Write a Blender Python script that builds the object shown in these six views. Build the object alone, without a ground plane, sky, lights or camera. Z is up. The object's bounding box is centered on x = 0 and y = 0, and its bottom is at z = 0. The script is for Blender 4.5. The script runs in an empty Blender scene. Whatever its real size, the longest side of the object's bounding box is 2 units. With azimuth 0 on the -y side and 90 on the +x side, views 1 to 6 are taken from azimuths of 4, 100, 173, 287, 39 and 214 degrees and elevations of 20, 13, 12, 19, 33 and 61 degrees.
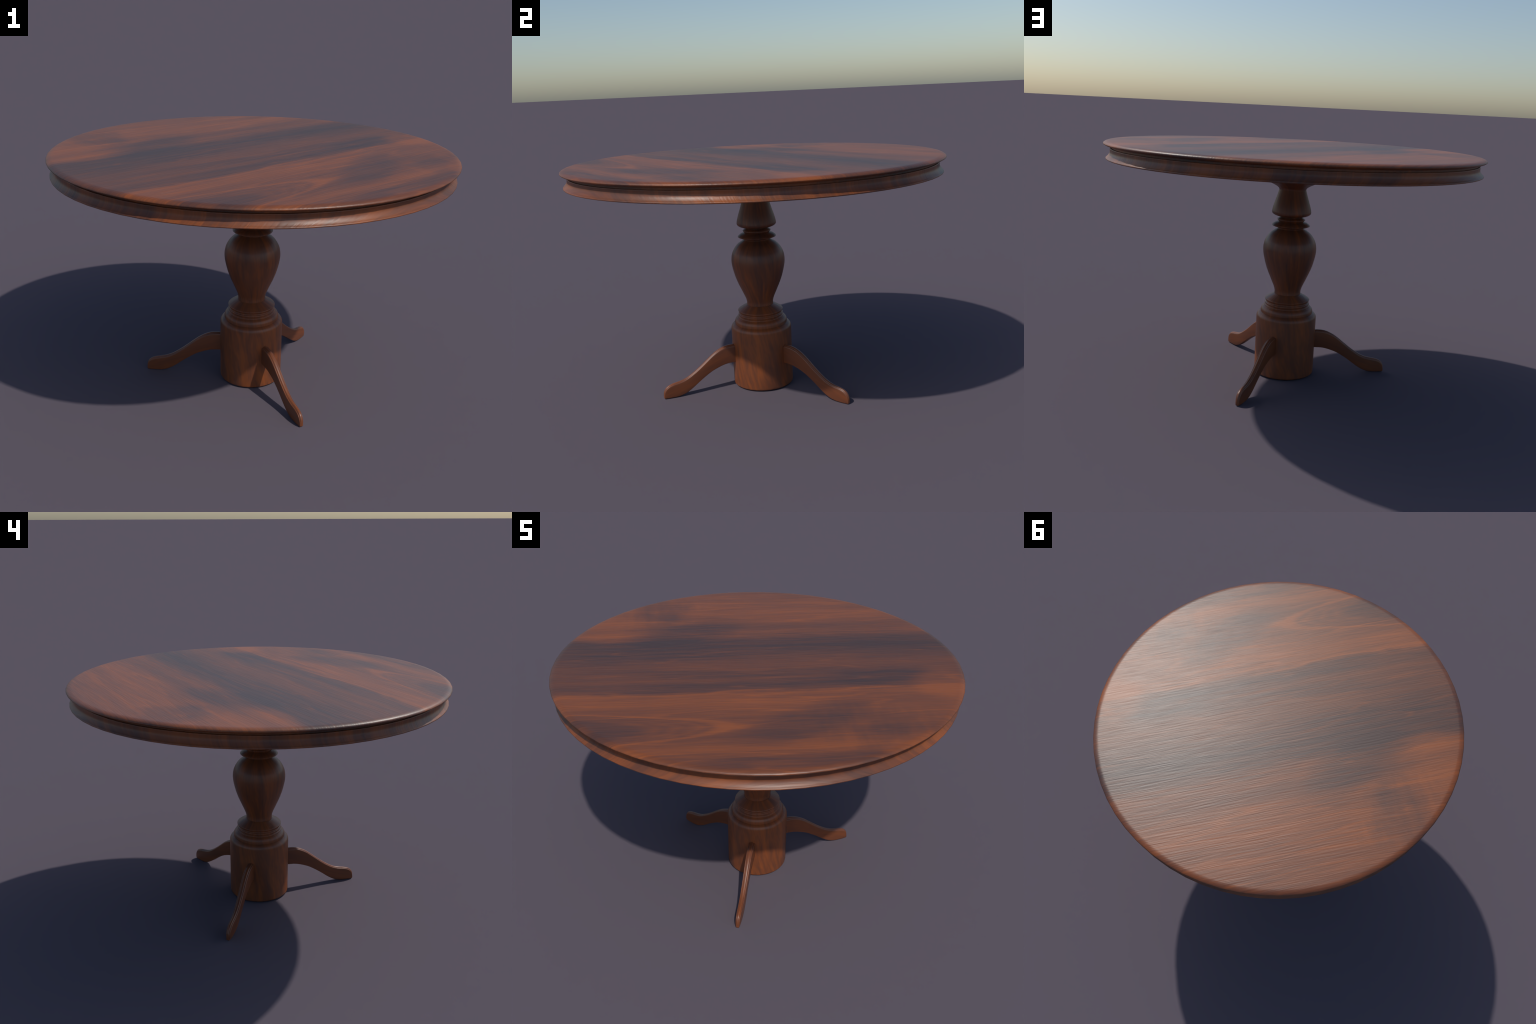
import bpy, math
from mathutils import Vector

# ---------------------------------------------------------------- geometry helpers
def catmull(pts, n=6):
    """smooth curve through control points (2D), n samples per span"""
    out = []
    m = len(pts)
    for i in range(m - 1):
        p0 = pts[i - 1] if i > 0 else pts[i]
        p1, p2 = pts[i], pts[i + 1]
        p3 = pts[i + 2] if i + 2 < m else pts[i + 1]
        for k in range(n):
            t = k / n
            out.append(tuple(0.5 * ((2 * p1[j]) + (-p0[j] + p2[j]) * t + (2 * p0[j] - 5 * p1[j] + 4 * p2[j] - p3[j]) * t * t
                                    + (-p0[j] + 3 * p1[j] - 3 * p2[j] + p3[j]) * t ** 3) for j in range(2)))
    out.append(tuple(pts[-1]))
    return out


def new_object(name, verts, faces, material, parent, angle=38.0):
    me = bpy.data.meshes.new(name)
    me.from_pydata(verts, [], faces)
    me.validate()
    me.polygons.foreach_set("use_smooth", [True] * len(me.polygons))
    me.set_sharp_from_angle(angle=math.radians(angle))
    me.materials.append(material)
    ob = bpy.data.objects.new(name, me)
    bpy.context.scene.collection.objects.link(ob)
    ob.parent = parent
    return ob


def lathe(name, profile, material, parent, segments=96, angle=38.0):
    """turn a (radius, height) profile, listed from top to bottom, about z; ends on the axis are closed"""
    verts, faces, rings = [], [], []
    for r, z in profile:
        if r < 1e-5:
            rings.append([len(verts)])
            verts.append((0.0, 0.0, z))
        else:
            rings.append(list(range(len(verts), len(verts) + segments)))
            for s in range(segments):
                a = 2 * math.pi * s / segments
                verts.append((r * math.cos(a), r * math.sin(a), z))
    for A, B in zip(rings, rings[1:]):
        for s in range(segments):
            t = (s + 1) % segments
            if len(A) == 1:
                faces.append((A[0], B[s], B[t]))
            elif len(B) == 1:
                faces.append((A[s], B[0], A[t]))
            else:
                faces.append((A[s], B[s], B[t], A[t]))
    return new_object(name, verts, faces, material, parent, angle)


# ---------------------------------------------------------------- node helpers
class Nodes:
    def __init__(self, name):
        self.mat = bpy.data.materials.new(name)
        self.mat.use_nodes = True
        self.nt = self.mat.node_tree
        self.nt.nodes.clear()

    def node(self, kind, inputs=None, **props):
        n = self.nt.nodes.new(kind)
        for k, v in props.items():
            setattr(n, k, v)
        for k, v in (inputs or {}).items():
            if isinstance(v, bpy.types.NodeSocket):
                self.nt.links.new(v, n.inputs[k])
            else:
                n.inputs[k].default_value = v
        return n

    def math(self, op, a, b=0.0, clamp=False):
        return self.node("ShaderNodeMath", {0: a, 1: b}, operation=op, use_clamp=clamp).outputs[0]

    def xyz(self, v):
        return self.node("ShaderNodeSeparateXYZ", {0: v}).outputs

    def vec(self, x, y, z):
        return self.node("ShaderNodeCombineXYZ", {0: x, 1: y, 2: z}).outputs[0]

    def noise(self, vec, scale=1.0, detail=4.0, rough=0.5, distortion=0.0):
        return self.node("ShaderNodeTexNoise", {"Vector": vec, "Scale": scale, "Detail": detail, "Roughness": rough,
                                                "Distortion": distortion}).outputs[0]

    def span(self, v, a, b, c=0.0, d=1.0, smooth=True):
        n = self.node("ShaderNodeMapRange", {0: v, 1: a, 2: b, 3: c, 4: d})
        n.clamp = True
        if smooth:
            n.interpolation_type = "SMOOTHSTEP"
        return n.outputs[0]

    def ramp(self, fac, stops):
        n = self.node("ShaderNodeValToRGB", {0: fac})
        e = n.color_ramp.elements
        while len(e) < len(stops):
            e.new(0.5)
        for el, (p, c) in zip(e, stops):
            el.position = p
            el.color = (c, c, c, 1) if isinstance(c, float) else (*c, 1)
        return n.outputs[0]

    def mix(self, fac, a, b):
        n = self.node("ShaderNodeMix", data_type="RGBA")
        for key, v in (("Factor_Float", fac), ("A_Color", a), ("B_Color", b)):
            s = next(i for i in n.inputs if i.identifier == key)
            if isinstance(v, bpy.types.NodeSocket):
                self.nt.links.new(v, s)
            else:
                s.default_value = v if isinstance(v, float) else (*v, 1)
        return next(o for o in n.outputs if o.identifier == "Result_Color")

    def finish(self, colour, rough, height=None, strength=0.1, distance=0.002, specular=0.5):
        p = self.node("ShaderNodeBsdfPrincipled", {"Base Color": colour, "Roughness": rough, "Specular IOR Level": specular})
        if height is not None:
            b = self.node("ShaderNodeBump", {"Height": height, "Strength": strength, "Distance": distance})
            self.nt.links.new(b.outputs[0], p.inputs["Normal"])
        o = self.node("ShaderNodeOutputMaterial")
        self.nt.links.new(p.outputs[0], o.inputs[0])
        return self.mat


# the tones of the wood: figure runs from warm orange to cold dark heartwood
ORANGE = (0.265, 0.072, 0.018)
RUSSET = (0.160, 0.050, 0.021)
DARK = (0.060, 0.030, 0.025)


def tone(N, darkness):
    return N.ramp(darkness, [(0.0, ORANGE), (0.40, RUSSET), (0.95, DARK)])


GRAIN = math.radians(45.0)


def veneer_material(name, shift, figure):
    """veneer laid flat, grain at 45 degrees in the xy plane; figure=True adds the big figure of the top"""
    N = Nodes(name)
    co = N.node("ShaderNodeTexCoord").outputs["Object"]
    x, y, _ = N.xyz(co)
    ca, sa = math.cos(GRAIN), math.sin(GRAIN)
    g = N.math("ADD", N.math("MULTIPLY", x, ca), N.math("MULTIPLY", y, sa))
    h = N.math("SUBTRACT", N.math("MULTIPLY", y, ca), N.math("MULTIPLY", x, sa))
    gs = N.math("ADD", g, shift)

    def fibre(along, across, seed, detail=3.0, rough=0.55, lateral=None):
        """noise drawn out along the grain, centred on zero"""
        v = N.vec(N.math("MULTIPLY", gs, along), N.math("MULTIPLY", lateral or h, across), shift + seed)
        return N.math("SUBTRACT", N.noise(v, 1.0, detail, rough), 0.5)

    def add(a, b, k):
        return N.node("ShaderNodeMath", {0: b, 1: k, 2: a}, operation="MULTIPLY_ADD").outputs[0]

    hw = add(h, fibre(1.3, 2.2, 0.0), 0.07)                 # slow waviness
    ragged = fibre(3.2, 40.0, 1.0, 4.0, 0.6, hw)            # edges of the figure run out along the fibres
    hf = add(hw, ragged, 0.12)
    streak = fibre(0.8, 13.0, 2.0, 5.0, 0.62, hw)
    mid = fibre(2.2, 48.0, 3.0, 4.0, 0.6, hw)
    fine = fibre(6.0, 150.0, 4.0, 3.0, 0.6, hw)
    cloud = fibre(1.7, 3.6, 5.0, 4.0, 0.6)
    thread = N.math("ABSOLUTE", fibre(0.55, 8.0, 6.0, 2.0, 0.5, hw))
    thread = N.span(thread, 0.016, 0.002)                   # thin bright threads of sapwood
    if figure:
        # growth bands across the grain
        pos = N.math("MULTIPLY_ADD", hf, 0.5)
        pos.node.inputs[2].default_value = 0.5
        dark = N.ramp(pos, [(0.03, 0.42), (0.085, 0.15), (0.15, 0.42), (0.24, 0.28), (0.315, 0.22), (0.331, 0.05), (0.346, 0.62),
                            (0.375, 0.72), (0.40, 0.54), (0.425, 0.68), (0.455, 0.50), (0.485, 0.46), (0.515, 0.68),
                            (0.575, 0.84), (0.630, 0.78), (0.660, 0.46), (0.675, 0.22), (0.71, 0.46), (0.78, 0.22), (0.86, 0.22),
                            (0.96, 0.30)])

        def blob(cg, ch, lg, lh, turn, soft=0.5):
            """soft elliptical patch, ragged along the fibres"""
            c, s = math.cos(turn), math.sin(turn)
            dg, dh = N.math("SUBTRACT", add(g, cloud, 0.25), cg), N.math("SUBTRACT", hf, ch)
            u = N.math("DIVIDE", N.math("ADD", N.math("MULTIPLY", dg, c), N.math("MULTIPLY", dh, s)), lg)
            v = N.math("DIVIDE", N.math("SUBTRACT", N.math("MULTIPLY", dh, c), N.math("MULTIPLY", dg, s)), lh)
            d = N.math("SQRT", N.math("ADD", N.math("MULTIPLY", u, u), N.math("MULTIPLY", v, v)))
            return N.span(add(d, cloud, 1.0), 1.0 + soft * 0.6, 1.0 - soft, 0.0, 1.0)

        # dark shoulder above the middle band, diagonal cloud, cross patch, clouded corner, far flame, rim
        for cg, ch, lg, lh, turn, amount in ((-0.30, 0.37, 0.32, 0.12, 0.35, 0.36), (0.17, -0.60, 0.38, 0.11, 0.50, 0.30),
                                             (0.46, -0.72, 0.08, 0.22, -0.45, 0.20), (-0.50, 0.67, 0.12, 0.20, 0.6, 0.26),
                                             (0.55, -0.20, 0.25, 0.08, 0.1, 0.18), (0.1, -0.92, 0.5, 0.05, 0.05, 0.22)):
            dark = add(dark, blob(cg, ch, lg, lh, turn), amount)
        for cg, ch, lg, lh, turn, amount in ((0.86, -0.30, 0.16, 0.16, 0.3, -0.34), (-0.74, 0.45, 0.24, 0.14, 0.2, -0.25),
                                             (0.0, -0.46, 0.45, 0.06, 0.05, -0.12)):
            dark = add(dark, blob(cg, ch, lg, lh, turn), amount)
        # cathedral: nested arches pointing along +g, with a dark heart
        a = N.math("SUBTRACT", -0.13, g)                                   # distance behind the tip
        b = N.math("ADD", add(hw, ragged, 0.03), 0.645)
        arch = N.math("SUBTRACT", a, N.math("MULTIPLY", N.math("MULTIPLY", b, b), 30.0))
        arch = add(arch, fibre(5.0, 30.0, 7.0), 0.12)
        inside = N.math("MULTIPLY", N.span(arch, -0.06, 0.02), N.span(N.math("ABSOLUTE", b), 0.20, 0.13))
        rings = N.ramp(arch, [(0.0, 0.18), (0.03, 0.0), (0.08, 0.08), (0.13, 0.44), (0.17, 0.30), (0.22, 0.48), (0.26, 0.36), (0.31, 0.52), (0.35, 0.38), (0.42, 0.66), (0.58, 0.70), (0.66, 0.36)])
        dark = N.node("ShaderNodeMix", {0: inside, 2: dark, 3: rings}, data_type="FLOAT").outputs[0]
        # ripple across the fibres in the clouded corners
        rip = N.math("SUBTRACT", N.noise(N.vec(N.math("MULTIPLY", add(g, ragged, 0.03), 22.0), N.math("MULTIPLY", h, 6.0), 2.0), 1.0, 3.0), 0.5)
        rmask = N.math("ADD", blob(-0.52, 0.66, 0.26, 0.28, 0.0), blob(0.45, -0.66, 0.3, 0.26, 0.0), clamp=True)
        dark = add(dark, N.math("MULTIPLY", rip, rmask), 0.50)
        dark = add(dark, streak, 0.75)
        dark = add(dark, cloud, 0.30)
        dark = add(dark, thread, -0.20)
        dark = N.math("ADD", dark, 0.05)
    else:
        dark = N.span(fibre(0.9, 9.0, 8.0, 5.0, 0.6, hw), -0.16, 0.22, 0.08, 0.72)
        dark = add(dark, cloud, 0.35)
        dark = add(dark, thread, -0.12)
    dark = add(dark, mid, 0.55)
    dark = N.math("ADD", dark, N.math("MULTIPLY", fine, 0.55), clamp=True)
    pore = fibre(6.0, 120.0, 9.0, 2.0, 0.5)
    rough = add(0.43, pore, 0.10)
    return N.finish(tone(N, dark), rough, add(pore, mid, 0.4), 0.27, 0.003)


def turned_material(name, shift, twist, light=0.0):
    """turned wood: fibres run up the axis, wrapped round it and leaning a little"""
    N = Nodes(name)
    co = N.node("ShaderNodeTexCoord").outputs["Object"]
    x, y, z = N.xyz(co)
    ring = N.node("ShaderNodeVectorMath", {0: N.vec(x, y, 0.0)}, operation="NORMALIZE").outputs[0]
    wob = N.math("SUBTRACT", N.noise(N.vec(N.xyz(ring)[0], N.xyz(ring)[1], N.math("MULTIPLY", z, 3.5)), 1.0, 2.0), 0.5)
    lean = N.math("ADD", N.math("MULTIPLY", z, twist), N.math("MULTIPLY", wob, 0.45))
    rot = N.node("ShaderNodeVectorRotate", {"Vector": ring, "Angle": lean}, rotation_type="Z_AXIS").outputs[0]
    rx, ry, _ = N.xyz(rot)
    zz = N.math("MULTIPLY", z, 1.0)
    v = N.vec(rx, ry, N.math("ADD", N.math("MULTIPLY", zz, 0.9), shift))
    broad = N.noise(v, 2.6, 3.0, 0.55)
    streak = N.noise(v, 9.0, 4.0, 0.6)
    fine = N.noise(N.vec(rx, ry, N.math("MULTIPLY", z, 0.6)), 46.0, 3.0, 0.6)
    dark = N.math("ADD", N.math("MULTIPLY", N.math("SUBTRACT", broad, 0.5), 1.5), 0.40 - light)
    dark = N.math("ADD", dark, N.math("MULTIPLY", N.math("SUBTRACT", streak, 0.5), 1.1))
    dark = N.math("ADD", dark, N.math("MULTIPLY", N.math("SUBTRACT", fine, 0.5), 0.35), clamp=True)
    rough = N.math("ADD", 0.38, N.math("MULTIPLY", fine, 0.10))
    return N.finish(tone(N, dark), rough, fine, 0.08, 0.0015)


def leg_material(name):
    """sawn leg: straight quiet grain along the leg"""
    N = Nodes(name)
    co = N.node("ShaderNodeTexCoord").outputs["Object"]
    rnd = N.math("MULTIPLY", N.node("ShaderNodeObjectInfo").outputs["Random"], 7.0)
    x, y, z = N.xyz(co)
    up = N.math("ADD", z, N.math("MULTIPLY", x, 0.35))
    v = N.vec(N.math("ADD", N.math("MULTIPLY", x, 3.0), rnd), N.math("MULTIPLY", y, 16.0), N.math("MULTIPLY", up, 22.0))
    streak = N.noise(v, 1.0, 4.0, 0.6)
    fine = N.noise(N.vec(N.math("MULTIPLY", x, 9.0), N.math("MULTIPLY", y, 120.0), N.math("MULTIPLY", up, 150.0)), 1.0, 3.0, 0.6)
    dark = N.math("ADD", N.math("MULTIPLY", N.math("SUBTRACT", streak, 0.5), 0.9), 0.40)
    dark = N.math("ADD", dark, N.math("MULTIPLY", N.math("SUBTRACT", fine, 0.5), 0.3), clamp=True)
    return N.finish(tone(N, dark), 0.38, fine, 0.05, 0.001)


# ---------------------------------------------------------------- the table
table = bpy.data.objects.new("pedestal_table", None)
bpy.context.scene.collection.objects.link(table)
table["label"] = "round dark wood pedestal table with turned column and three legs"
table["category"] = "table"

top_wood = veneer_material("figured_top_veneer", 0.0, True)
apron_wood = veneer_material("apron_veneer", 4.3, False)
column_wood = turned_material("turned_wood", 1.7, 0.6)
drum_wood = turned_material("drum_wood", 5.2, 1.0, 0.06)
leg_wood = leg_material("leg_wood")

TOP_SEGMENTS = 64

# table top: flat disc with a thumb-nail edge and an undercut
edge = catmull([(0.962, 1.2620), (0.976, 1.2616), (0.988, 1.2590), (0.9965, 1.2546), (1.0, 1.2495), (0.9980, 1.2456),
                (0.990, 1.2410), (0.978, 1.2376), (0.9620, 1.2362)], 4)
top_profile = [(0.0, 1.2620)] + [(r, 1.2620) for r in (0.3, 0.6, 0.9)] + edge + [(0.9580, 1.2352), (0.9580, 1.2230), (0.0, 1.2230)]
lathe("tabletop", top_profile, top_wood, table, TOP_SEGMENTS, 50)

# apron: small bead, fascia, then a concave flare to a thin lower edge
flare = catmull([(0.9671, 1.2205), (0.9668, 1.2080), (0.9688, 1.1992), (0.9740, 1.1902), (0.9803, 1.1826), (0.9866, 1.1772),
                 (0.9880, 1.1745), (0.9866, 1.1715), (0.9800, 1.1694)], 4)
apron_profile = [(0.956, 1.2222), (0.956, 1.2252)] + catmull([(0.9615, 1.2258), (0.9645, 1.2256), (0.9664, 1.2244), (0.9672, 1.2225)], 3) + flare + [(0.945, 1.1692), (0.945, 1.2160), (0.0, 1.2160)]
lathe("apron", apron_profile, apron_wood, table, TOP_SEGMENTS, 50)

# capital: trumpet plate, then a bell
bell = [(0.0, 1.2150), (0.200, 1.2150), (0.200, 1.1060)] + catmull(
    [(0.190, 1.0980), (0.150, 1.0825), (0.118, 1.0680), (0.095, 1.0570), (0.0795, 1.0465), (0.0735, 1.0370), (0.0755, 1.0270),
     (0.0830, 1.0010), (0.0930, 0.9700), (0.1015, 0.9420), (0.1060, 0.9220), (0.1070, 0.9125), (0.1045, 0.9045),
     (0.0945, 0.8970), (0.0800, 0.8918), (0.0600, 0.8868)], 6) + [(0.0530, 0.8850), (0.0530, 0.8790), (0.0, 0.8790)]
lathe("bell_capital", bell, column_wood, table)

# two turned rings and a fillet under the bell
rings = ([(0.0, 0.8835), (0.054, 0.8835)] + catmull([(0.0560, 0.8835), (0.0680, 0.8790), (0.0745, 0.8745), (0.0765, 0.8710), (0.0740, 0.8675), (0.0685, 0.8620)], 4)
         + [(0.0672, 0.8600)] + catmull([(0.0690, 0.8592), (0.0850, 0.8545), (0.0980, 0.8470), (0.1035, 0.8415), (0.1042, 0.8392), (0.1010, 0.8365), (0.0890, 0.8322), (0.0745, 0.8290)], 4)
         + catmull([(0.0720, 0.8275), (0.0700, 0.8245), (0.0695, 0.8210)], 3) + [(0.0, 0.8150)])
lathe("neck_ring", rings, column_wood, table)

# baluster
vase = [(0.0, 0.8232), (0.060, 0.8232)] + catmull(
    [(0.0700, 0.8218), (0.0850, 0.8135), (0.1040, 0.8010), (0.1190, 0.7860), (0.1310, 0.7680), (0.1395, 0.7500), (0.1448, 0.7270), (0.1462, 0.7040),
     (0.1425, 0.6720), (0.1305, 0.6230), (0.1165, 0.5830), (0.1010, 0.5470), (0.0865, 0.5140), (0.0775, 0.4920), (0.0728, 0.4740), (0.0722, 0.4600)], 6) \
    + [(0.0722, 0.4480), (0.0, 0.4480)]
lathe("baluster", vase, column_wood, table)

# stepped collar on the drum
collar = ([(0.0, 0.4545), (0.066, 0.4545)] + catmull([(0.0705, 0.4562), (0.0745, 0.4556), (0.0780, 0.4538)], 3)
          + catmull([(0.1000, 0.4425), (0.1180, 0.4310), (0.1236, 0.4265), (0.1240, 0.4235), (0.1205, 0.4175)], 4)
          + catmull([(0.1170, 0.4125), (0.1178, 0.4095), (0.1225, 0.4060), (0.1240, 0.4030), (0.1230, 0.3990), (0.1210, 0.3960)], 4)
          + catmull([(0.1225, 0.3945), (0.1262, 0.3915), (0.1272, 0.3888), (0.1265, 0.3865)], 3)
          + catmull([(0.1290, 0.3845), (0.1375, 0.3785), (0.1430, 0.3695), (0.1445, 0.3620), (0.1445, 0.3545)], 4) + [(0.1445, 0.3480), (0.0, 0.3480)])
lathe("stepped_collar", collar, drum_wood, table)

# drum that carries the legs
drum = ([(0.0, 0.3515), (0.143, 0.3515)] + catmull([(0.1450, 0.3512), (0.1520, 0.3480), (0.1595, 0.3425), (0.1645, 0.3350), (0.1666, 0.3270), (0.1670, 0.3150)], 4)
        + [(0.1670, 0.22), (0.1668, 0.10)] + catmull([(0.1664, 0.0130), (0.1650, 0.0070), (0.1605, 0.0030)], 3) + [(0.0, 0.0030)])
lathe("base_drum", drum, drum_wood, table)

# legs: side outline (reach, height) and a moulded cross-section
leg_upper = catmull([(0.150, 0.2440), (0.196, 0.2437), (0.230, 0.2380), (0.266, 0.2222), (0.295, 0.2035), (0.323, 0.1815), (0.352, 0.1580), (0.381, 0.1358),
                     (0.409, 0.1165), (0.437, 0.0998), (0.465, 0.0882), (0.492, 0.0815), (0.519, 0.0768), (0.545, 0.0690), (0.564, 0.0560), (0.5745, 0.0370),
                     (0.5772, 0.0180), (0.5770, 0.0045)], 4)
leg_lower = catmull([(0.150, 0.1430), (0.204, 0.1415), (0.237, 0.1355), (0.272, 0.1240), (0.301, 0.1115), (0.330, 0.0945), (0.359, 0.0755), (0.387, 0.0552),
                     (0.415, 0.0345), (0.442, 0.0175), (0.467, 0.0060), (0.490, 0.0010), (0.512, 0.0), (0.530, 0.0), (0.545, 0.0), (0.558, 0.0),
                     (0.568, 0.0), (0.574, 0.0)], 4)
# half section: (share of half width, depth below the top edge in mm); the rest is the flat side
section = [(0.0, 0.0), (0.18, 0.2), (0.34, 0.9), (0.46, 2.2), (0.54, 4.0), (0.58, 5.6), (0.62, 6.1), (0.67, 5.6), (0.75, 5.5), (0.85, 6.2), (0.93, 8.0), (0.98, 10.6), (1.0, 14.0)]


def make_leg_mesh():
    verts, faces, loops = [], [], []
    n = len(leg_upper)
    for i, (t, b) in enumerate(zip(leg_upper, leg_lower)):
        reach = min(max((t[0] - 0.15) / 0.43, 0.0), 1.0)
        w = 0.0176 - 0.0052 * reach
        T, B = Vector((t[0] + 0.002 * reach, t[1] + 0.0016)), Vector((b[0] + 0.002 * reach, b[1] + min(0.0014, b[1])))
        d = B - T
        length = d.length
        d.normalize()
        squeeze = min(1.0, length / 0.036)
        toe = 1.0 - 0.42 * max(0.0, (i - (n - 17)) / 16) ** 2
        w *= toe
        half = [(f * w, dep * 0.001 * squeeze) for f, dep in section]
        low = [(1.0 * w, length - 0.0055 * squeeze), (0.95 * w, length - 0.0018 * squeeze), (0.80 * w, length)]
        side = half + low
        pts = side + [(-y, s) for y, s in reversed(side) if y > 1e-9]
        loop = []
        for y, s in pts:
            p = T + d * s
            loop.append(len(verts))
            verts.append((p.x, y, max(p.y, 0.0)))
        loops.append(loop)
    m = len(loops[0])
    for A, B in zip(loops, loops[1:]):
        for k in range(m):
            j = (k + 1) % m
            faces.append((A[k], B[k], B[j], A[j]))
    faces.append(tuple(loops[0]))
    faces.append(tuple(reversed(loops[-1])))
    return verts, faces


v, f = make_leg_mesh()
first = new_object("leg", v, f, leg_wood, table, 42)
first.rotation_euler[2] = math.radians(180)
for a in (60, -60):
    other = first.copy()
    other.name = "leg"
    other.rotation_euler[2] = math.radians(a)
    bpy.context.scene.collection.objects.link(other)

# faces outward everywhere
import bmesh
for me in {o.data for o in bpy.data.objects if o.type == "MESH"}:
    bm = bmesh.new()
    bm.from_mesh(me)
    bmesh.ops.recalc_face_normals(bm, faces=bm.faces)
    bm.to_mesh(me)
    bm.free()
